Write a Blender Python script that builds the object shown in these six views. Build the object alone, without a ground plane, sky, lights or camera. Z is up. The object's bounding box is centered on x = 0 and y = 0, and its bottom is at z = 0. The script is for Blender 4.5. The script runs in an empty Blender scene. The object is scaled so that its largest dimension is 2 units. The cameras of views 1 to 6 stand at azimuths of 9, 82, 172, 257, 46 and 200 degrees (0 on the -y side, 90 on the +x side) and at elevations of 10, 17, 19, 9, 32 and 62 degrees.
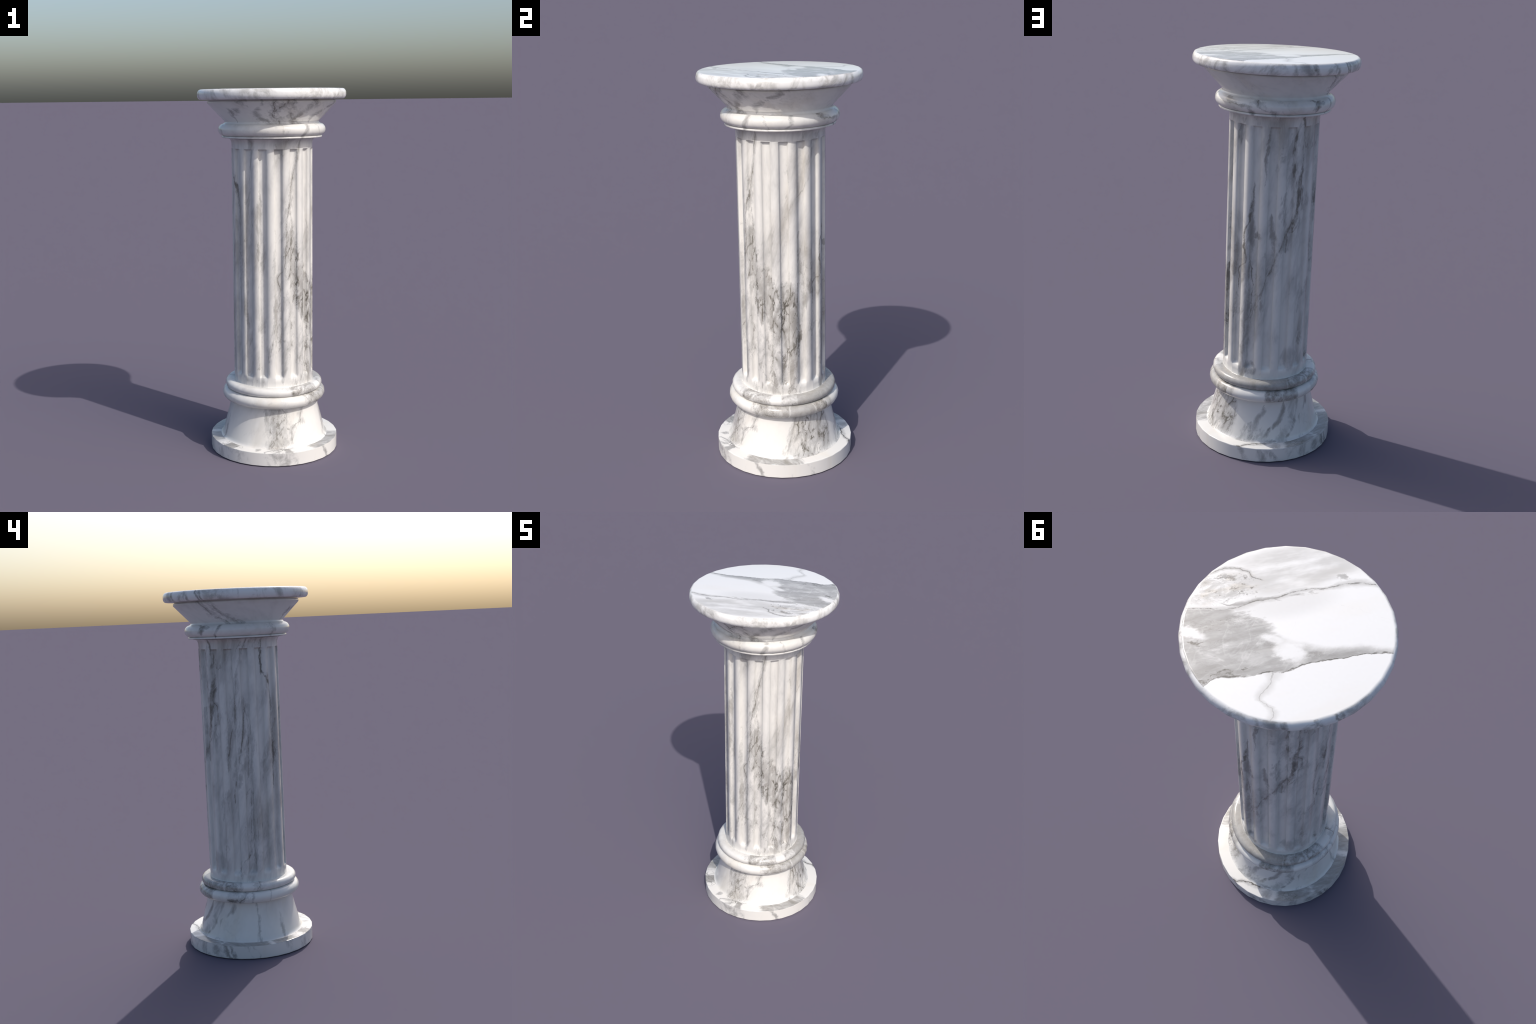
"""A white, grey-veined marble column pedestal: round plinth, flared foot, two
torus mouldings, a shaft with sixteen flutes, a collar and a round slab on a
conical capital.  Turned parts are lathed from profiles with 32 sides."""
import bpy, bmesh, math
from math import radians, cos, sin, pi

SIDES = 32                      # the stone is turned with visible shallow facets
FLUTES = 16

# ------------------------------------------------------------------ node helper
class Sock:
    """A node output with arithmetic, so that masks read as formulas."""
    def __init__(self, tree, out): self.t, self.o = tree, out
    def _m(self, op, *a, clamp=False):
        n = self.t.nodes.new('ShaderNodeMath'); n.operation = op; n.use_clamp = clamp
        for i, v in enumerate((self,) + a):
            if isinstance(v, Sock): self.t.links.new(v.o, n.inputs[i])
            else: n.inputs[i].default_value = v
        return Sock(self.t, n.outputs[0])
    def __add__(s, b): return s._m('ADD', b)
    __radd__ = __add__
    def __sub__(s, b): return s._m('SUBTRACT', b)
    def __rsub__(s, b): return (s * -1) + b
    def __mul__(s, b): return s._m('MULTIPLY', b)
    __rmul__ = __mul__
    def __truediv__(s, b): return s._m('DIVIDE', b)
    def abs(s): return s._m('ABSOLUTE')
    def max(s, b): return s._m('MAXIMUM', b)
    def min(s, b): return s._m('MINIMUM', b)
    def sin(s): return s._m('SINE')
    def atan2(s, b): return s._m('ARCTAN2', b)
    def power(s, b): return s._m('POWER', b)
    def clamp(s): return s._m('ADD', 0.0, clamp=True)
    def ramp(s, a, b):
        """Smooth 0..1 as the value goes from a to b."""
        n = s.t.nodes.new('ShaderNodeMapRange'); n.interpolation_type = 'SMOOTHSTEP'
        s.t.links.new(s.o, n.inputs[0])
        for i, v in ((1, a), (2, b)):
            if isinstance(v, Sock): s.t.links.new(v.o, n.inputs[i])
            else: n.inputs[i].default_value = v
        if not isinstance(a, Sock) and not isinstance(b, Sock) and a > b:
            n.inputs[1].default_value, n.inputs[2].default_value = b, a
            n.inputs[3].default_value, n.inputs[4].default_value = 1, 0
        return Sock(s.t, n.outputs[0])


class Marble:
    """Builds one marble material; every layer is a darkness mask 0..1."""
    def __init__(self, name):
        self.m = bpy.data.materials.new(name); self.m.use_nodes = True
        self.t = self.m.node_tree; self.t.nodes.clear()
        tc = self.t.nodes.new('ShaderNodeTexCoord')
        self.obj = tc.outputs['Object']
        self.x, self.y, self.z = self.split(self.obj)

    def split(self, vec):
        n = self.t.nodes.new('ShaderNodeSeparateXYZ'); self.t.links.new(vec, n.inputs[0])
        return [Sock(self.t, o) for o in n.outputs]

    def vec(self, x, y, z):
        n = self.t.nodes.new('ShaderNodeCombineXYZ')
        for i, v in enumerate((x, y, z)):
            if isinstance(v, Sock): self.t.links.new(v.o, n.inputs[i])
            else: n.inputs[i].default_value = v
        return n.outputs[0]

    def noise(self, vec, scale, detail=4, rough=.55, distort=0.):
        n = self.t.nodes.new('ShaderNodeTexNoise'); self.t.links.new(vec, n.inputs['Vector'])
        n.inputs['Scale'].default_value = scale; n.inputs['Detail'].default_value = detail
        n.inputs['Roughness'].default_value = rough; n.inputs['Distortion'].default_value = distort
        return Sock(self.t, n.outputs['Fac'])

    def cells(self, vec, scale):
        n = self.t.nodes.new('ShaderNodeTexVoronoi'); n.feature = 'DISTANCE_TO_EDGE'
        self.t.links.new(vec, n.inputs['Vector']); n.inputs['Scale'].default_value = scale
        return Sock(self.t, n.outputs['Distance'])

    def curve(self, u, pts, lo, hi, vlo, vhi, smooth=True):
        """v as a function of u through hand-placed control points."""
        pts = sorted(pts)
        n = self.t.nodes.new('ShaderNodeFloatCurve')
        self.t.links.new(((u - lo) * (1 / (hi - lo))).clamp().o, n.inputs['Value'])
        c = n.mapping.curves[0]
        q = [((a - lo) / (hi - lo), (b - vlo) / (vhi - vlo)) for a, b in pts]
        c.points[0].location = q[0]; c.points[1].location = q[-1]
        for p in q[1:-1]: c.points.new(*p)
        for p in c.points: p.handle_type = 'AUTO_CLAMPED' if smooth else 'VECTOR'
        n.mapping.use_clip = False; n.mapping.extend = 'HORIZONTAL'; n.mapping.update()
        return Sock(self.t, n.outputs[0]) * (vhi - vlo) + vlo

    def path(self, u, v, pts):
        """Signed distance v - f(u), and the local half width, along a path of
        (u, v, half_width) points; the width closes to nothing at both ends."""
        us = [p[0] for p in pts]; vs = [p[1] for p in pts]; ws = [p[2] for p in pts]
        fade = min(.07, .25 * (max(us) - min(us)) + .01)
        lo, hi = min(us) - fade, max(us) + fade
        vlo, vhi = min(vs) - .01, max(vs) + .01
        f = self.curve(u, [(p[0], p[1]) for p in pts], lo, hi, vlo, vhi)
        w = self.curve(u, [(lo, 0)] + [(p[0], p[2]) for p in pts] + [(hi, 0)], lo, hi, 0, max(ws))
        return v - f, w

    def vein(self, u, v, pts, dark=.8, halo=.3, spread=4., uneven=1.):
        d, w = self.path(u, v, pts)
        rel = d.abs() / (w * uneven).max(.00002)
        core = rel.ramp(1.0, .15) * dark
        return core.max(rel.ramp(spread, .3) * halo) if halo else core

    def smudge(self, u, v, pts, dark):
        d, w = self.path(u, v, pts)
        return (d.abs() / w.max(.00002)).ramp(1.0, 0.) * dark

    def blob(self, u, v, cu, cv, ru, rv, dark=1., hard=0.):
        a = (u - cu) * (1 / ru); b = (v - cv) * (1 / rv)
        return (a * a + b * b).ramp(1.0, hard) * dark

    def finish(self, dark, tint, rough=.2, tint_colour=(.88, .76, .58), white=(.67, .657, .630)):
        t = self.t
        cr = t.nodes.new('ShaderNodeValToRGB'); t.links.new(dark.clamp().o, cr.inputs[0])
        e = cr.color_ramp.elements
        e[0].position, e[0].color = 0, white + (1,)
        e[1].position, e[1].color = 1, (.050, .046, .038, 1)
        for pos, col in ((.14, (.53, .522, .508)), (.32, (.375, .368, .356)), (.58, (.205, .197, .180))):
            k = e.new(pos); k.color = col + (1,)
        mx = t.nodes.new('ShaderNodeMix'); mx.data_type = 'RGBA'; mx.blend_type = 'MULTIPLY'
        t.links.new(tint.clamp().o, mx.inputs['Factor']); t.links.new(cr.outputs[0], mx.inputs['A'])
        mx.inputs['B'].default_value = tint_colour + (1,)
        b = t.nodes.new('ShaderNodeBsdfPrincipled'); o = t.nodes.new('ShaderNodeOutputMaterial')
        t.links.new(mx.outputs['Result'], b.inputs['Base Color'])
        b.inputs['Roughness'].default_value = rough
        b.inputs['Specular IOR Level'].default_value = .5
        t.links.new(b.outputs[0], o.inputs[0])
        return self.m


def layered(*masks):
    out = masks[0]
    for k in masks[1:]: out = out.max(k)
    return out


DEG = pi / 180

def turned_marble(name, radius, veins=(), smudges=(), blobs=(), nets=(), stretch=.45,
                  lean=40, cloud=.22, cell=24., warp=.02, seed=0., solid=.2, white=(.67, .657, .630), zones=()):
    """Marble wrapped round a turned part.  Features stand at (height, angle in
    degrees); widths are metres.  Angles far round the back are measured from the
    other side so that no seam shows."""
    k = Marble(name)
    # twist the block so that streaks lean the way the quarry bed does
    rot = k.t.nodes.new('ShaderNodeVectorRotate'); rot.rotation_type = 'Z_AXIS'
    k.t.links.new(k.obj, rot.inputs['Vector'])
    k.t.links.new((k.z * (-lean * DEG) + seed).o, rot.inputs['Angle'])
    rx, ry, rz = k.split(rot.outputs[0])
    bed = k.vec(rx, ry, rz * stretch + seed)
    fine = k.noise(k.vec(rx, ry, rz * (stretch * 1.8) + seed), 34, 7, .72) - .5
    wa = (k.noise(bed, 9, 4, .6) - .5) * (1.6 * warp) + fine * (1.5 * warp)
    wz = (k.noise(k.vec(ry, rz * stretch + 3, rx + seed), 11, 5, .65) - .5) * (4 * warp)
    ang = k.y.atan2(k.x) * radius + wa                      # seam at 180 degrees
    back = (k.y * -1).atan2(k.x * -1) * radius + wa         # seam at 0 degrees
    zz = k.z + wz

    def side(a):
        a = (a + 180) % 360 - 180
        return (back, ((a + 360) % 360 - 180)) if abs(a) > 125 else (ang, a)
    def track(pts):
        if abs((pts[len(pts) // 2][1] + 180) % 360 - 180) > 125:
            return back, [(z, ((a + 360) % 360 - 180) * DEG * radius, w) for z, a, w in pts]
        return ang, [(z, a * DEG * radius, w) for z, a, w in pts]

    broken = k.noise(bed, 30, 5, .68).ramp(.36, .60)
    uneven = k.noise(bed, 38, 4, .65).ramp(.32, .70) * 1.8 + .2
    low = k.noise(bed, 6, 5, .62, .3)
    wisps = k.noise(bed, 15, 5, .66, .6)
    cloudy = low.ramp(.38, .68) * (wisps.ramp(.28, .66) * .75 + .25) * cloud
    ridge = (k.noise(bed, 6.5, 5, .62, .5) - .5).abs()
    soft_veins = ridge.ramp(.045, .0) * low.ramp(.46, .62) * (cloud * 1.1) * uneven.min(1.)
    layers = [cloudy, soft_veins]
    for pts, dark in veins:
        v, p = track(pts)
        layers.append(k.vein(zz, v, p, dark * .74, .30, 7., uneven) * (broken * .75 + .25))
    streak = k.noise(bed, 20, 7, .70, .8).ramp(.30, .62)
    # clouds eat into the edges of every smudge, so that none reads as a stroke
    eroded = k.noise(bed, 13, 8, .68, .7).ramp(.28, .72) * (1 - solid * .3)
    for pts, dark in smudges:
        v, p = track(pts)
        layers.append((k.smudge(zz + fine * .03, v + fine * .02, p, .95) + eroded * .95 - .82).ramp(.0, 1.) * (dark * 1.25))
    for z, a, rz_, ra, dark in blobs:
        v, c = side(a)
        shape = (k.blob(zz + fine * .05, v + fine * .04, z, c * DEG * radius, rz_, ra * DEG * radius, .95) + eroded * .95 - .82)
        layers.append(shape.ramp(.0, 1.) * (dark * .95))
    for a0, a1, dark, rough_ in zones:
        # a length of the moulding cut from a grey bed, with abrupt ends
        mid = (a0 + a1) / 2; v, c = side(mid); hw = (a1 - a0) / 2 * DEG * radius
        m = (v + wz * 1.2 - c * DEG * radius).abs().ramp(hw + .004, hw - .016)
        mott = k.noise(bed, 34, 5, .7, .4)
        layers.append(m * (mott.ramp(.62, .30) * rough_ * -.9 + 1.) * (dark + mott.ramp(.55, .75) * rough_ * .35))
    if nets:
        mask = None
        for z, a, rz_, ra, dark in nets:
            v, c = side(a)
            b = k.blob(zz + fine * .08, v + fine * .06, z, c * DEG * radius, rz_, ra * DEG * radius, dark, .2)
            mask = b if mask is None else mask.max(b)
        # pale pebbles in a grey matrix, with dark threads between them
        warped = k.vec(rx + fine * .045, ry + wa * 1.2, (rz + wz) * stretch + fine * .02)
        web = k.cells(warped, cell)
        web2 = k.cells(k.vec(rx + wa, ry + fine * .03, (rz + wz) * stretch + 2.), cell * 1.9)
        matrix = web.ramp(.34, .0) * .40 * (streak * .6 + .4)
        thread = web.ramp(.11, .0) * uneven.min(1.) * broken * .72
        ridge_a = (k.noise(warped, cell * .55, 4, .6, .8) - .5).abs().ramp(.035, 0.) * (broken * .7 + .3) * .72
        thread2 = web2.ramp(.16, .0) * broken * .30
        speck = k.noise(bed, 60, 4, .7).ramp(.60, .74) * streak * .45
        mist = eroded.ramp(.15, .85) * .27
        layers.append(layered(matrix, thread, ridge_a, thread2, speck, mist) * mask)
    dark = layered(*layers)
    grain = k.noise(k.obj, 60, 3) * .03
    tint = k.noise(bed, 6, 3).ramp(.50, .72) * .22 + (dark.ramp(.2, .5) * .08)
    return k.finish(dark + grain - .012, tint, white=white)


def shaft_marble():
    V = [
        ([(1.722,-41,.003),(1.606,-46,.003),(1.489,-53,.004),(1.384,-58,.005),(1.284,-62,.004),(1.194,-63,.004),(1.045,-67,.004),
          (.992,-75,.005),(.93,-71,.004),(.797,-76,.006),(.71,-79,.004),(.599,-85,.005),(.536,-88,.003)], .8),
        ([(1.262,-52,.004),(1.158,-54,.006),(1.084,-55,.005),(1.0,-47,.010),(.97,-41,.007),(.9,-35,.006),(.83,-36,.005)], .9),
        ([(1.21,-64,.004),(1.12,-60,.004),(1.03,-51,.008),(.9,-47,.006),(.82,-38,.004)], .6),
        ([(.93,-30,.006),(.895,-24,.008),(.84,-20,.006),(.758,-22,.005),(.70,-14,.006),(.66,-24,.004)], .8),
        ([(.93,2,.008),(.86,-6,.006),(.81,6,.009),(.774,10,.009),(.70,4,.005),(.65,6,.010),(.57,4,.008),(.48,0,.004)], .8),
        ([(1.04,16,.008),(.94,34,.008),(.90,20,.007),(.80,14,.006)], .55),
        ([(.81,-70,.003),(.69,-76,.005),(.626,-60,.004),(.56,-66,.003)], .5),
        ([(1.72,126,.006),(1.64,113,.008),(1.51,112,.010),(1.38,117,.006),(1.26,121,.007),(1.132,101,.010),(1.065,93,.006),
          (.99,87,.008),(.926,79,.005),(.876,76,.004)], .8),
        ([(1.40,123,.004),(1.34,130,.006),(1.227,117,.006),(1.133,106,.009)], .75),
        ([(1.735,178,.003),(1.615,167,.003),(1.493,161,.003),(1.298,157,.008),(1.199,150,.006),(1.078,145,.003)], .75),
        ([(1.352,172,.006),(1.278,170,.006),(1.178,167,.006),(1.027,160,.006),(.907,152,.005)], .85),
        ([(1.345,174,.004),(1.258,177,.004),(1.119,176,.006),(1.05,174,.005)], .7),
        ([(.93,178,.002),(.768,176,.004),(.574,175,.004),(.511,163,.004),(.472,158,.004)], .75),
        ([(.86,180,.003),(.638,179,.004),(.527,180,.003)], .6),
        ([(1.17,-149,.004),(1.047,-160,.005)], .45),
        ([(1.34,100,.005),(1.24,100,.004)], .6),
        ([(.96,56,.004),(.84,56,.004),(.77,62,.004),(.70,52,.004)], .6),
        ([(1.06,158,.004),(1.0,159,.007),(.86,138,.006),(.80,130,.004)], .45),
    ]
    S = [
        ([(1.735,122,.02),(1.62,127,.035),(1.526,126,.045),(1.42,122,.04),(1.30,118,.03),(1.15,106,.012)], .62),
        ([(1.70,-159,.008),(1.577,-158,.012),(1.513,-150,.02),(1.417,-142,.035),(1.256,-138,.04),(1.1,-138,.03),(.95,-140,.02)], .55),
        ([(1.73,-111,.05),(1.6,-116,.03),(1.4,-121,.035),(1.25,-126,.05),(1.1,-128,.04),(.7,-124,.04)], .32),
        ([(1.42,-101,.02),(1.30,-103,.045),(1.15,-97,.04),(1.0,-98,.03),(.86,-100,.045),(.70,-98,.04),(.55,-100,.04),(.42,-98,.04)], .26),
        ([(1.2,-78,.008),(1.1,-80,.03),(.95,-79,.032),(.8,-77,.03),(.68,-78,.02)], .32),
        ([(1.35,58,.02),(1.24,57,.03),(1.15,58,.05),(1.04,52,.06),(.94,48,.06),(.82,55,.05),(.65,54,.05),(.45,50,.05)], .36),
        ([(1.34,58,.008),(1.24,56,.014),(1.14,48,.012),(1.03,52,.016),(.95,38,.016),(.90,38,.008)], .55),
        ([(.98,58,.008),(.9,60,.012),(.78,60,.010),(.68,53,.012),(.6,52,.006)], .5),
        ([(1.64,77,.012),(1.58,76,.018),(1.52,75,.022),(1.45,75,.01)], .42),
        ([(1.2,84,.03),(1.1,88,.035),(1.0,82,.03),(.9,76,.015)], .34),
        ([(.92,12,.02),(.8,13,.02),(.72,16,.03),(.66,14,.01)], .6),
        ([(.46,-30,.05),(.40,-20,.09)], .35),
        ([(1.3,-54,.03),(1.15,-54,.06),(1.0,-46,.07),(.92,-34,.07),(.84,-26,.06),(.7,-22,.05),(.55,-18,.05)], .30),
        ([(1.0,0,.03),(.9,-4,.06),(.8,4,.08),(.7,2,.07),(.55,2,.06),(.42,0,.06)], .36),
        ([(1.12,16,.03),(1.0,18,.05),(.93,26,.05),(.86,20,.04)], .34),
        ([(1.25,118,.02),(1.15,105,.035),(1.05,92,.04),(.95,84,.035),(.86,74,.02)], .40),
        ([(.86,-70,.02),(.72,-72,.05),(.6,-66,.05),(.48,-68,.04)], .26),
    ]
    B = [(1.71,40,.03,12,.5),(1.70,66,.03,10,.4),(1.155,66,.025,12,.5),(.46,172,.10,26,.28),(.50,120,.10,22,.28),(.45,60,.06,20,.45),(1.245,-52,.035,9,.3),(.79,14,.06,8,.6)]
    N = [(1.12,-54,.17,15,1.), (.94,-36,.17,22,1.1), (.84,-8,.18,30,1.2), (.72,-2,.18,28,1.1), (.56,-8,.18,26,.8), (.72,-62,.24,18,.65),
         (1.0,28,.16,20,.65), (.42,-20,.08,44,.6), (.60,-34,.18,16,.6)]
    return turned_marble('shaft_marble', .216, V, S, B, N, stretch=.35, lean=40, cloud=.34, cell=19, warp=.012, seed=1.3, solid=.25)


def slab_top_marble():
    """The slab is sawn from one piece: a grey wedge with ragged dark borders
    runs across it, seen flat from above; its rim carries short streaks."""
    k = Marble('slab_marble')
    x, y = k.x, k.y
    c, s = cos(radians(33.5)), sin(radians(33.5))
    along, across = x * c + y * s, y * c - x * s
    bed = k.vec(along * .45, across * 1.5, k.z * .5)
    swirl = k.vec(along * .7, across * 1.2, k.z * .5)
    coarse = k.noise(swirl, 9, 3) - .5
    fine = k.noise(swirl, 38, 4, .6) - .5
    fine2 = k.noise(k.vec(across, along, k.z * .5), 45, 4, .6) - .5
    xx = x + coarse * .02 + fine2 * .014
    yy = y + coarse * .02 + fine * .022
    W = .006
    A = [(.25,.40,W),(.188,.33,W),(.162,.281,.009),(.115,.260,.010),(.055,.231,.010),(.023,.209,.006),(-.046,.179,.005),(-.072,.154,.010),
         (-.105,.120,.007),(-.170,.076,.005),(-.233,.040,.004),(-.294,-.003,.004),(-.337,-.023,.006),(-.40,-.045,.007)]
    B = [(.40,.055,.003),(.295,.014,.004),(.219,-.019,.005),(.188,-.047,.010),(.149,-.082,.008),(.094,-.117,.006),(.059,-.150,.007),
         (.027,-.179,.005),(-.053,-.220,.003),(-.100,-.252,.006),(-.147,-.284,.006),(-.217,-.308,.004),(-.28,-.33,.003)]
    C = [(.24,-.02,W),(.20,-.015,W),(.133,-.02,W),(.07,.0,W),(.043,.018,W),(-.018,.042,W),(-.083,.033,W),(-.127,.028,W),
         (-.195,.005,W),(-.282,-.037,W),(-.353,-.053,W),(-.41,-.06,W)]
    dA, wA = k.path(xx, yy, A); dB, wB = k.path(xx, yy, B); dC, _ = k.path(xx, yy, C)
    below = dA.ramp(.002, -.004)
    left = x.ramp(.20, .24)
    ragged = (k.noise(bed, 14, 7, .70) - .5) * .22
    soft_edge = x.ramp(-.05, .12)
    aboveC = (dC + ragged * soft_edge).ramp(-.012, .045)
    aboveB = dB.ramp(-.002, .008)
    upper = aboveC * (1 - left) + aboveB * left
    streaks = k.noise(bed, 22, 6, .62, .6)
    body = streaks.ramp(.25, .75) * .13 + k.noise(bed, 8, 5, .6, .5).ramp(.28, .70) * .18 + .16 + x.ramp(-.04, -.14) * .10 + k.noise(swirl, 60, 3, .7).ramp(.62, .78) * .10
    pale = k.noise(k.vec(along * 1.2, across * 1.3 - along * .9, 0), 4.5, 3, .5, .4)
    body = body - (pale - .5).abs().ramp(.022, 0.) * pale.ramp(.40, .56) * .08
    threads = (k.noise(k.vec(along * .8 + fine * .05, across * 1.6 + fine2 * .05, 0), 13, 6, .68, .6) - .5).abs().ramp(.03, .0)
    flecks = k.noise(bed, 30, 6, .72).ramp(.58, .70)
    bleach = k.noise(swirl, 11, 6, .68, .6).ramp(.50, .70)
    body = body + threads * .09 * k.noise(bed, 6, 2).ramp(.40, .62) + flecks * .05 - bleach * .17
    zone = upper * below * body.max(.03)
    hole1 = k.blob(xx + fine * .06, yy + fine * .05, -.040, .088, .085, .055, .95, .10)
    hole2 = k.blob(xx, yy + fine * .04, .325, .142, .08, .03, .95, .1)
    hole3 = k.blob(xx + ragged * .3, yy, .045, .062, .05, .022, .8, .2)
    zone = zone * (1 - hole1) * (1 - hole2) * (1 - hole3)
    broken = k.noise(swirl, 30, 4, .65).ramp(.36, .6)
    lineA = (dA.abs() / wA.max(.00002)).ramp(1., .1) * (broken * .6 + .25)
    lineB = (dB.abs() / wB.max(.00002)).ramp(1., .1) * (broken * .5 + .25)
    haloB = (dB.abs() / wB.max(.00002)).ramp(5., 0.) * .16
    # a second, knotted line along the grey side of A where the wedge is widest
    knots = ((dA + .026 + fine * .09).abs()).ramp(.016, .001) * x.ramp(.0, .10) * broken * .7
    knots = knots.max((dA + .012).abs().ramp(.02, .0) * streaks.ramp(.48, .62) * x.ramp(-.06, .05) * .5)
    knots = knots.max(k.blob(xx, yy, .29, .175, .07, .02, .7) * streaks.ramp(.42, .6))
    lower = k.vein(yy, xx, [(.20,-.012,.006),(.229,-.020,.003),(.27,-.014,.004),(.305,-.005,.003),(.326,-.043,.004),(.364,-.077,.003),(.40,-.06,.003)], .26, .10, 9)
    # speckled, rusty corner
    corner = k.blob(along, across, .215, -.235, .20, .085, 1., .1)
    web = k.cells(k.vec(along * .5 + fine * .10, across + fine2 * .09, 0), 20)
    speck = web.ramp(.11, .0) * corner * broken * k.noise(swirl, 16, 3).ramp(.36, .60) * .6
    speck2 = k.noise(swirl, 48, 5, .7).ramp(.47, .64) * k.noise(swirl, 20, 2).ramp(.42, .6) * k.blob(xx, yy, .225, -.13, .11, .07, 1., .0) * .62
    corner_grey = corner * k.noise(swirl, 18, 6, .68, .5).ramp(.36, .66) * .26
    band_b = k.smudge(xx, yy, [(.24,-.022,.008),(.188,-.055,.026),(.149,-.088,.020),(.11,-.112,.010)], .36)
    tangle = k.smudge(xx, yy, [(.06,-.145,.008),(.02,-.165,.022),(-.03,-.19,.022),(-.06,-.205,.008)], .40) * streaks.ramp(.42, .62)
    hook = k.vein(xx, yy, [(.375,-.12,.003),(.335,-.165,.005),(.29,-.19,.004),(.249,-.195,.004),(.215,-.175,.006)], .5, .2, 4)
    haze = k.blob(along, across, -.08, -.27, .36, .15, .20) * (k.noise(bed, 10, 4).ramp(.25, .65))
    haze = haze.max(k.blob(along, across, -.02, -.12, .25, .09, .06))
    haze = haze.max(k.blob(xx + fine * .05, yy + fine2 * .05, -.104, -.301, .03, .02, .3))
    top = layered(zone, lineA * .85, lineB * .8, haloB, knots, lower, speck, speck2, corner_grey, hook, haze, band_b, tangle)
    # rim streaks, by angle
    th = y.atan2(x)
    R = .40
    arc = th * R + (k.noise(k.obj, 16, 5, .65) - .5) * .07 + (k.z - 1.97) * .35
    rim = None
    for a, wdt, d in ((-132,.012,.35),(-101,.03,.30),(-93,.01,.35),(-83,.02,.25),(-58,.012,.25),(-47,.01,.3),(-36,.02,.22),(-27,.008,.3),(-16,.025,.25),
                      (24,.006,.3),(33,.012,.25),(47,.014,.45),(95,.006,.4),(103,.03,.5),(109,.012,.8),(127,.006,.5),(137,.005,.6),
                      (140,.005,.55),(152,.05,.42),(-158,.008,.35),(6,.008,.12),(-140,.03,.2)):
        b = (arc - a * DEG * R).abs().ramp(wdt * 2. + .004, 0.) * d
        rim = b if rim is None else rim.max(b)
    on_rim = (x * x + y * y).power(.5).ramp(.386, .389).max(k.z.ramp(1.994, 1.990))
    drift = k.noise(k.vec(x + k.z * .5, y - k.z * .4, k.z * .6), 13, 5, .65, .4)
    rim = (rim * .8 * (k.noise(k.obj, 24, 5, .68).ramp(.34, .66) * .85 + .15)).max(drift.ramp(.46, .72) * .30)
    dark = top * (1 - on_rim) + rim * on_rim
    grain = k.noise(k.obj, 70, 3) * .02
    rust = corner * (1 - on_rim) * k.noise(swirl, 24, 3).ramp(.46, .66) * .28
    warm = k.noise(bed, 6, 2).ramp(.5, .75) * .10
    return k.finish(dark + grain - .005, rust.max(warm), rough=.2, white=(.725, .72, .712))


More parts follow.
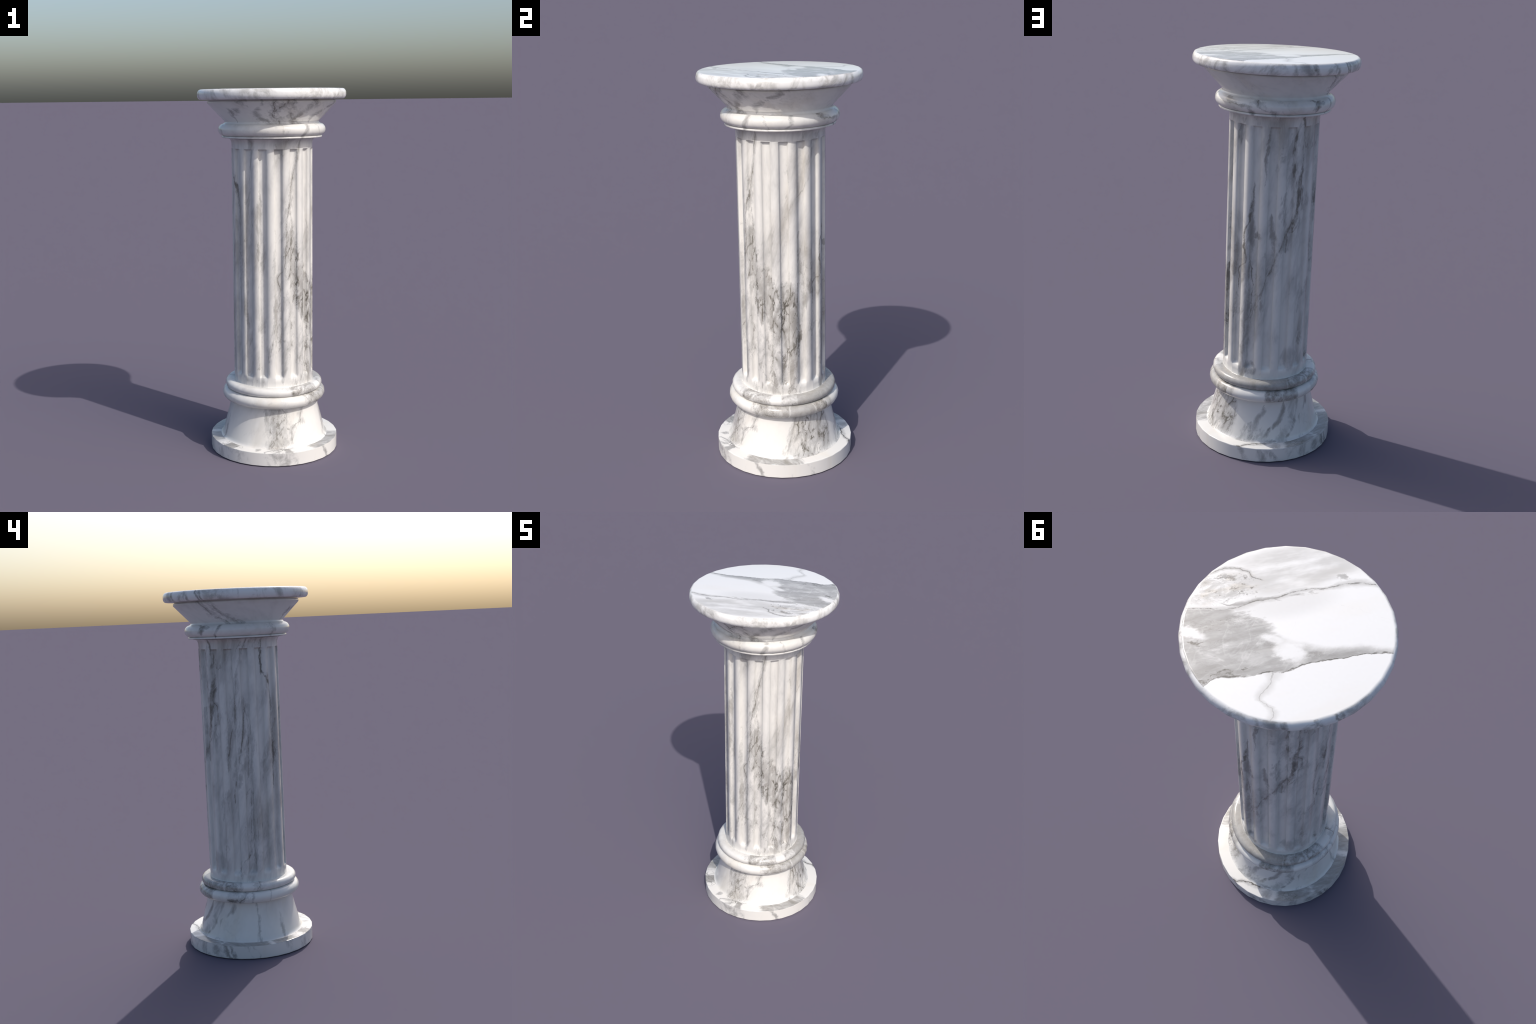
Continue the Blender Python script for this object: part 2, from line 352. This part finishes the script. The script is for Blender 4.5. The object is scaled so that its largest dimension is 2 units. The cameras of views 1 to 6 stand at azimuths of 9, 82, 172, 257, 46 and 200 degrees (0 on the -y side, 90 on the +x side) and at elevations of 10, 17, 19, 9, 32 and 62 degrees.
def plinth_marble():
    """Planar pattern on the tread of the plinth, streaks round its side."""
    k = Marble('plinth_marble')
    x, y = k.x, k.y
    c, s = cos(radians(33.5)), sin(radians(33.5))
    along, across = x * c + y * s, y * c - x * s
    bed = k.vec(along * .5, across * 1.4, 0)
    fine = (k.noise(k.vec(x, y, 0), 34, 4, .6) - .5) + (k.noise(k.vec(x, y, 2), 11, 3, .6) - .5) * 1.5
    th = y.atan2(x); bk = (y * -1).atan2(x * -1)
    R = .33
    arc, arcb = th * R + fine * .03, bk * R + fine * .03
    streaks = k.noise(bed, 20, 6, .66, .5)
    zone = None
    for a, half, d in ((-12,.13,.40),(-38,.06,.42),(-69,.025,.5),(-79,.04,.22),(-127,.05,.48),(-147,.06,.3),(96,.05,.25),(-97,.02,.2)):
        b = (arc - a * DEG * R).abs().ramp(half * 1.5, 0.) * d
        zone = b if zone is None else zone.max(b)
    for a, half, d in ((-60,.12,.50),(-22,.14,.45),(-5,.07,.42),(18,.07,.42)):
        b = (arcb - a * DEG * R).abs().ramp(half * 1.4, half * .2) * d
        zone = zone.max(b)
    cloud = k.noise(bed, 11, 7, .68, .6).ramp(.28, .72)
    zone = (zone * 3.4 + cloud - .88).ramp(.0, .8) * (streaks.ramp(.25, .68) * .28 + .22)
    crack = layered(k.vein(k.x + fine * .02, k.y + fine * .03, [(.15,.315,.005),(.10,.300,.005),(.05,.302,.006),(.0,.30,.003)], .8, .25, 4),
                    k.vein(k.y + fine * .02, k.x + fine * .02, [(-.34,.0,.003),(-.30,.06,.006),(-.27,.13,.004)], .5, .2, 4))
    web = k.cells(k.vec(x + fine * .04, y + fine * .04, 0), 34).ramp(.07, 0)
    knots = web * (k.blob(x, y, -.15, .295, .09, .06).max(k.blob(x, y, -.19, -.26, .09, .09)).max(k.blob(x, y, .07, -.31, .07, .05))) * .7
    top = layered(zone, crack, knots)
    side_arc = th * .356 + (k.noise(k.obj, 13, 6, .66) - .5) * .11 + k.z * .5
    side_b = bk * .356 + (k.noise(k.obj, 13, 6, .66) - .5) * .11 + k.z * .5
    side = None
    for a, half, d in ((-109,.05,.32),(-84,.03,.30),(-72,.05,.40),(-61,.03,.33),(-28,.012,.55),(-4,.006,.3),(15,.014,.38),
                       (70,.015,.35),(86,.03,.42),(95,.02,.5),(109,.03,.4),(122,.04,.4)):
        b = (side_arc - a * DEG * .356).abs().ramp(half * 1.6 + .012, 0.) * d
        side = b if side is None else side.max(b)
    for a, half, d in ((-44,.03,.45),(-32,.012,.7),(-26,.012,.6),(-11,.008,.4),(-4,.006,.4),(28,.03,.4),(44,.05,.42),(60,.04,.3)):
        side = side.max((side_b - a * DEG * .356).abs().ramp(half * 1.6 + .012, 0.) * d)
    worn = k.noise(k.vec(x, y, k.z * .7), 16, 7, .68, .6).ramp(.28, .72)
    side = (side * 1.7 + worn - .80).ramp(.0, 1.1) * .44
    on_side = k.z.ramp(.0745, .0715)
    dark = top * (1 - on_side) + side * on_side
    grain = k.noise(k.obj, 70, 3) * .02
    tint = k.noise(bed, 9, 3).ramp(.52, .75) * .14
    return k.finish(dark + grain - .005, tint)


def echinus_marble():
    V = [([(1.94,-78,.004),(1.921,-80,.006),(1.90,-78,.004),(1.870,-81,.006),(1.85,-78,.005),(1.836,-74,.009),(1.82,-73,.010)], .85),
         ([(1.94,-67,.007),(1.931,-68,.007),(1.909,-73,.006),(1.88,-79,.005)], .75),
         ([(1.94,-62,.004),(1.90,-63,.006),(1.85,-60,.008),(1.82,-50,.006)], .6),
         ([(1.94,132,.003),(1.931,133,.005),(1.875,142,.005),(1.831,155,.006),(1.815,160,.006)], .7),
         ([(1.94,140,.003),(1.923,143,.004),(1.872,156,.006),(1.840,167,.007),(1.82,174,.008)], .65)]
    S = [([(1.94,-108,.07),(1.911,-114,.09),(1.885,-120,.08),(1.86,-126,.04)], .40),
         ([(1.92,-90,.03),(1.877,-97,.06),(1.84,-92,.07),(1.82,-82,.07)], .30),
         ([(1.94,-40,.06),(1.89,-46,.09),(1.86,-52,.07),(1.82,-58,.05)], .38),
         ([(1.94,-5,.05),(1.905,-14,.06),(1.88,-26,.07),(1.85,-34,.05)], .32),
         ([(1.90,146,.02),(1.85,160,.035),(1.82,168,.05)], .30)]
    B = [(1.84,-74,.025,7,.75)]
    return turned_marble('echinus_marble', .30, V, S, B, (), stretch=1., lean=-120, cloud=.12, warp=.014, seed=4.1, solid=.2)


def collar_marble():
    S = [([(1.82,30,.06),(1.80,36,.09),(1.79,52,.09),(1.77,58,.05),(1.75,60,.03)], .40),
         ([(1.82,112,.02),(1.808,124,.05),(1.79,126,.06),(1.77,124,.03)], .55),
         ([(1.82,150,.03),(1.79,147,.03),(1.76,142,.02)], .42),
         ([(1.82,2,.03),(1.79,2,.03),(1.76,-3,.03)], .32),
         ([(1.82,-40,.05),(1.79,-42,.03),(1.76,-46,.04)], .30),
         ([(1.82,-72,.01),(1.79,-70,.03),(1.76,-66,.02)], .28),
         ([(1.82,-26,.01),(1.79,-23,.02),(1.76,-20,.02)], .28)]
    V = [([(1.82,66,.006),(1.79,68,.006),(1.775,76,.005),(1.765,83,.005)], .7),
         ([(1.82,-154,.003),(1.80,-153,.005),(1.78,-151,.004),(1.76,-151,.003)], .6)]
    B = [(1.80,129,.022,10,.6)]
    return turned_marble('collar_marble', .285, V, S, B, (), stretch=1., lean=0, cloud=.15, warp=.012, seed=7.7, solid=.35)


def base_mouldings():
    """Two rolls turned from mottled stock: long grey lengths with abrupt ends."""
    up_zones = [(4, 66, .40, .22), (60, 112, .44, .28), (108, 136, .46, .7), (134, 160, .44, .9), (-62, -40, .48, 1.), (-44, -22, .34, .8), (-12, 10, .26, .9)]
    up_veins = [([(.41,-178,.004),(.39,-180,.006),(.37,178,.005),(.35,176,.004)], .8), ([(.41,-4,.003),(.39,-2,.005),(.37,-8,.004)], .5)]
    up_blobs = [(.395,-57,.02,9,.7), (.40,-68,.015,12,.35)]
    low_zones = [(-42, -16, .50, .8), (-20, -2, .42, .5), (-4, 26, .38, .25), (24, 42, .48, .8), (40, 50, .32, .4), (84, 104, .48, .8), (100, 122, .46, .7),
                 (140, 158, .20, .8)]
    low_veins = [([(.35,-46,.003),(.335,-42,.004),(.316,-39,.004),(.30,-38,.003)], .8), ([(.35,163,.004),(.33,162,.006),(.308,157,.006),(.29,155,.004)], .9)]
    low_smudges = [([(.36,172,.02),(.32,171,.02),(.28,170,.02)], .3), ([(.36,-166,.02),(.32,-168,.02),(.28,-169,.02)], .3)]
    low_blobs = [(.33,-30,.03,7,.6), (.310,148,.018,10,.8), (.34,30,.02,8,.55)]
    return (turned_marble('upper_torus_marble', .265, up_veins, (), up_blobs, (), stretch=.8, lean=0, cloud=.14, warp=.012, seed=2.2, zones=up_zones),
            turned_marble('lower_torus_marble', .285, low_veins, low_smudges, low_blobs, (), stretch=.8, lean=0, cloud=.10, warp=.012, seed=5.9, zones=low_zones))


def foot_marble():
    V = [([(.29,-39,.003),(.24,-46,.004),(.206,-48,.005),(.187,-56,.006),(.165,-60,.004),(.10,-62,.003)], .7),
         ([(.29,-72,.003),(.218,-65,.004),(.187,-67,.005),(.165,-60,.004)], .6),
         ([(.29,-94,.003),(.19,-89,.004),(.135,-84,.006),(.079,-86,.004)], .5),
         ([(.29,5,.003),(.269,4,.004),(.213,0,.004),(.157,-3,.005),(.088,-7,.004)], .6),
         ([(.15,70,.008),(.118,71,.010),(.081,63,.009),(.07,58,.006)], .6),
         ([(.26,176,.0015),(.16,177,.002),(.08,177,.002)], .3), ([(.18,-153,.002),(.14,-153,.003),(.08,-153,.002)], .4)]
    S = [([(.30,129,.05),(.24,127,.04),(.2,123,.035),(.13,116,.035),(.09,108,.03)], .40),
         ([(.30,142,.06),(.25,143,.06),(.215,138,.05),(.18,128,.03)], .36),
         ([(.24,108,.03),(.19,104,.04),(.147,94,.05),(.10,84,.05)], .34),
         ([(.23,84,.03),(.19,77,.035),(.14,72,.03)], .28),
         ([(.30,-84,.06),(.2,-82,.05),(.08,-78,.05)], .30),
         ([(.30,-74,.03),(.2,-76,.03),(.1,-66,.05),(.07,-64,.05)], .30)]
    B = [(.145,93,.014,6,.6), (.083,126,.012,8,.4), (.085,92,.012,14,.4)]
    N = [(.18,19,.17,25,1.), (.20,38,.16,16,1.), (.16,-78,.18,17,.75), (.10,8,.07,14,.7)]
    S += [([(.30,34,.08),(.2,26,.10),(.08,16,.10)], .30), ([(.29,122,.08),(.2,118,.07),(.10,104,.08)], .26)]
    return turned_marble('foot_marble', .27, V, S, B, N, stretch=.45, lean=60, cloud=.08, cell=20, warp=.010, seed=3.4)


# ------------------------------------------------------------------ geometry
def arc(cx, cz, rad, a0, a1, n, rx=None):
    """Profile points on an arc; angle 0 points outwards, 90 up."""
    rx = rad if rx is None else rx
    return [(cx + rx * cos(radians(a0 + (a1 - a0) * i / n)), cz + rad * sin(radians(a0 + (a1 - a0) * i / n))) for i in range(n + 1)]


def mesh_object(name, bm, mat, parent, angle=40):
    bmesh.ops.recalc_face_normals(bm, faces=bm.faces)
    me = bpy.data.meshes.new(name); bm.to_mesh(me); bm.free()
    for p in me.polygons: p.use_smooth = True
    me.set_sharp_from_angle(angle=radians(angle))
    me.materials.append(mat)
    ob = bpy.data.objects.new(name, me); bpy.context.collection.objects.link(ob)
    ob.parent = parent
    return ob


def lathe(name, profile, mat, parent, angle=40, sub=1):
    """Turn a (radius, height) profile, bottom to top, with end caps.  Each of the
    32 flats may be cut in `sub` without rounding it."""
    bm = bmesh.new(); rings = []
    for r, z in profile:
        ring = []
        for i in range(SIDES):
            a0, a1 = 2 * pi * i / SIDES, 2 * pi * (i + 1) / SIDES
            for j in range(sub):
                t = j / sub
                ring.append(bm.verts.new((r * (cos(a0) * (1 - t) + cos(a1) * t), r * (sin(a0) * (1 - t) + sin(a1) * t), z)))
        rings.append(ring)
    n = SIDES * sub
    for lo, hi in zip(rings, rings[1:]):
        for i in range(n): bm.faces.new((lo[i], lo[(i + 1) % n], hi[(i + 1) % n], hi[i]))
    bm.faces.new(rings[0][::-1]); bm.faces.new(rings[-1])
    return mesh_object(name, bm, mat, parent, angle)


def fluted_shaft(name, mat, parent):
    """Sixteen flutes, each one facet wide, with flat floors and sloping walls;
    square heads above, sloping sills below, plain bands at both ends."""
    R, DEPTH = .2203, .0148
    half = pi / SIDES
    # one pitch: (angle as share of a facet, depth share); 0..1 fillet, 1..2 flute.
    # The fillets are shaded round by their shared edges, the floors stay flat.
    pitch = [(.0, .46), (.06, .0), (.5, .0), (.94, .0), (1.0, .46), (1.05, 1.), (1.5, 1.), (1.95, 1.)]
    # height, flute depth share, radius
    levels = [(.390, 0, R + .010), (.3925, 0, R + .0055), (.3965, 0, R + .002), (.403, 0, R), (.425, 0, R), (.4455, 0, R), (.451, .40, R), (.4575, .80, R),
              (.466, 1, R), (.480, 1, R)]
    levels += [(.480 + (1.684 - .480) * i / 12, 1, R) for i in range(1, 12)]
    levels += [(1.675, 1, R), (1.6845, 1, R), (1.6862, .0, R), (1.6885, 0, R), (1.708, 0, R), (1.720, 0, R + .0012), (1.729, 0, R + .0045), (1.735, 0, R + .0095),
               (1.738, 0, R + .016), (1.740, 0, R + .03)]
    bm = bmesh.new(); rings = []
    for z, d, r in levels:
        ring = []
        for f in range(FLUTES):
            for a, dep in pitch:
                th = (2 * f + a) * 2 * half
                # flat facets: distance to the chord through the facet's corners
                local = (a % 1) * 2 * half - half
                flat = r * cos(half) / cos(local)
                depth = dep * DEPTH * d
                rr = (r - depth) * cos(half) / cos(local) if a > 1 else flat - depth
                ring.append(bm.verts.new((rr * cos(th), rr * sin(th), z)))
        rings.append(ring)
    n = len(rings[0])
    for lo, hi in zip(rings, rings[1:]):
        for i in range(n): bm.faces.new((lo[i], lo[(i + 1) % n], hi[(i + 1) % n], hi[i]))
    bm.faces.new(rings[0][::-1]); bm.faces.new(rings[-1])
    return mesh_object(name, bm, mat, parent, 170)


def build():
    column = bpy.data.objects.new('marble_column', None)
    bpy.context.collection.objects.link(column)
    column['label'] = 'white grey-veined marble fluted column pedestal with round top'
    column['category'] = 'column pedestal'

    lathe('plinth', [(.352, 0), (.3565, .004)] + [(.3565, .070)] + arc(.3535, .0725, .003, 0, 90, 3) + [(.25, .0755)],
          plinth_marble(), column, 40)
    lathe('flared_foot', [(.303, .0745), (.2965, .0775), (.2925, .0815), (.2895, .0870), (.2860, .0970), (.2640, .1830), (.2385, .284), (.2385, .300)],
          foot_marble(), column, 60)
    up, low = base_mouldings()
    lathe('lower_torus', [(.225, .289)] + arc(.2558, .3203, .0323, -96, 92, 14) + [(.236, .353)], low, column, 80)
    lathe('upper_torus', [(.236, .3525)] + arc(.2482, .3748, .0236, -96, 88, 12) + [(.232, .3978), (.215, .396)], up, column, 80)
    fluted_shaft('fluted_shaft', shaft_marble(), column)
    collar = collar_marble()
    lathe('neck_fillet', [(.225, 1.7420), (.2710, 1.7424), (.2728, 1.7440), (.2728, 1.7505), (.2710, 1.7525), (.24, 1.755)], collar, column, 50)
    lathe('collar_torus', [(.24, 1.753)] + arc(.2588, 1.7852, .0328, -95, 95, 14) + [(.24, 1.817)], collar, column, 80)
    lathe('conical_capital', [(.268, 1.8165), (.262, 1.8185), (.2575, 1.8225), (.2560, 1.8265), (.2565, 1.831), (.3455, 1.9235), (.3475, 1.928), (.3475, 1.936),
                              (.3455, 1.9385), (.340, 1.9395), (.340, 1.950)], echinus_marble(), column, 45)
    lathe('round_slab', [(.33, 1.9455)] + arc(.385, 1.9695, .024, -90, 0, 6, .0165) + arc(.3825, 1.9745, .0255, 0, 90, 10, .0190)[1:],
          slab_top_marble(), column, 40)


build()
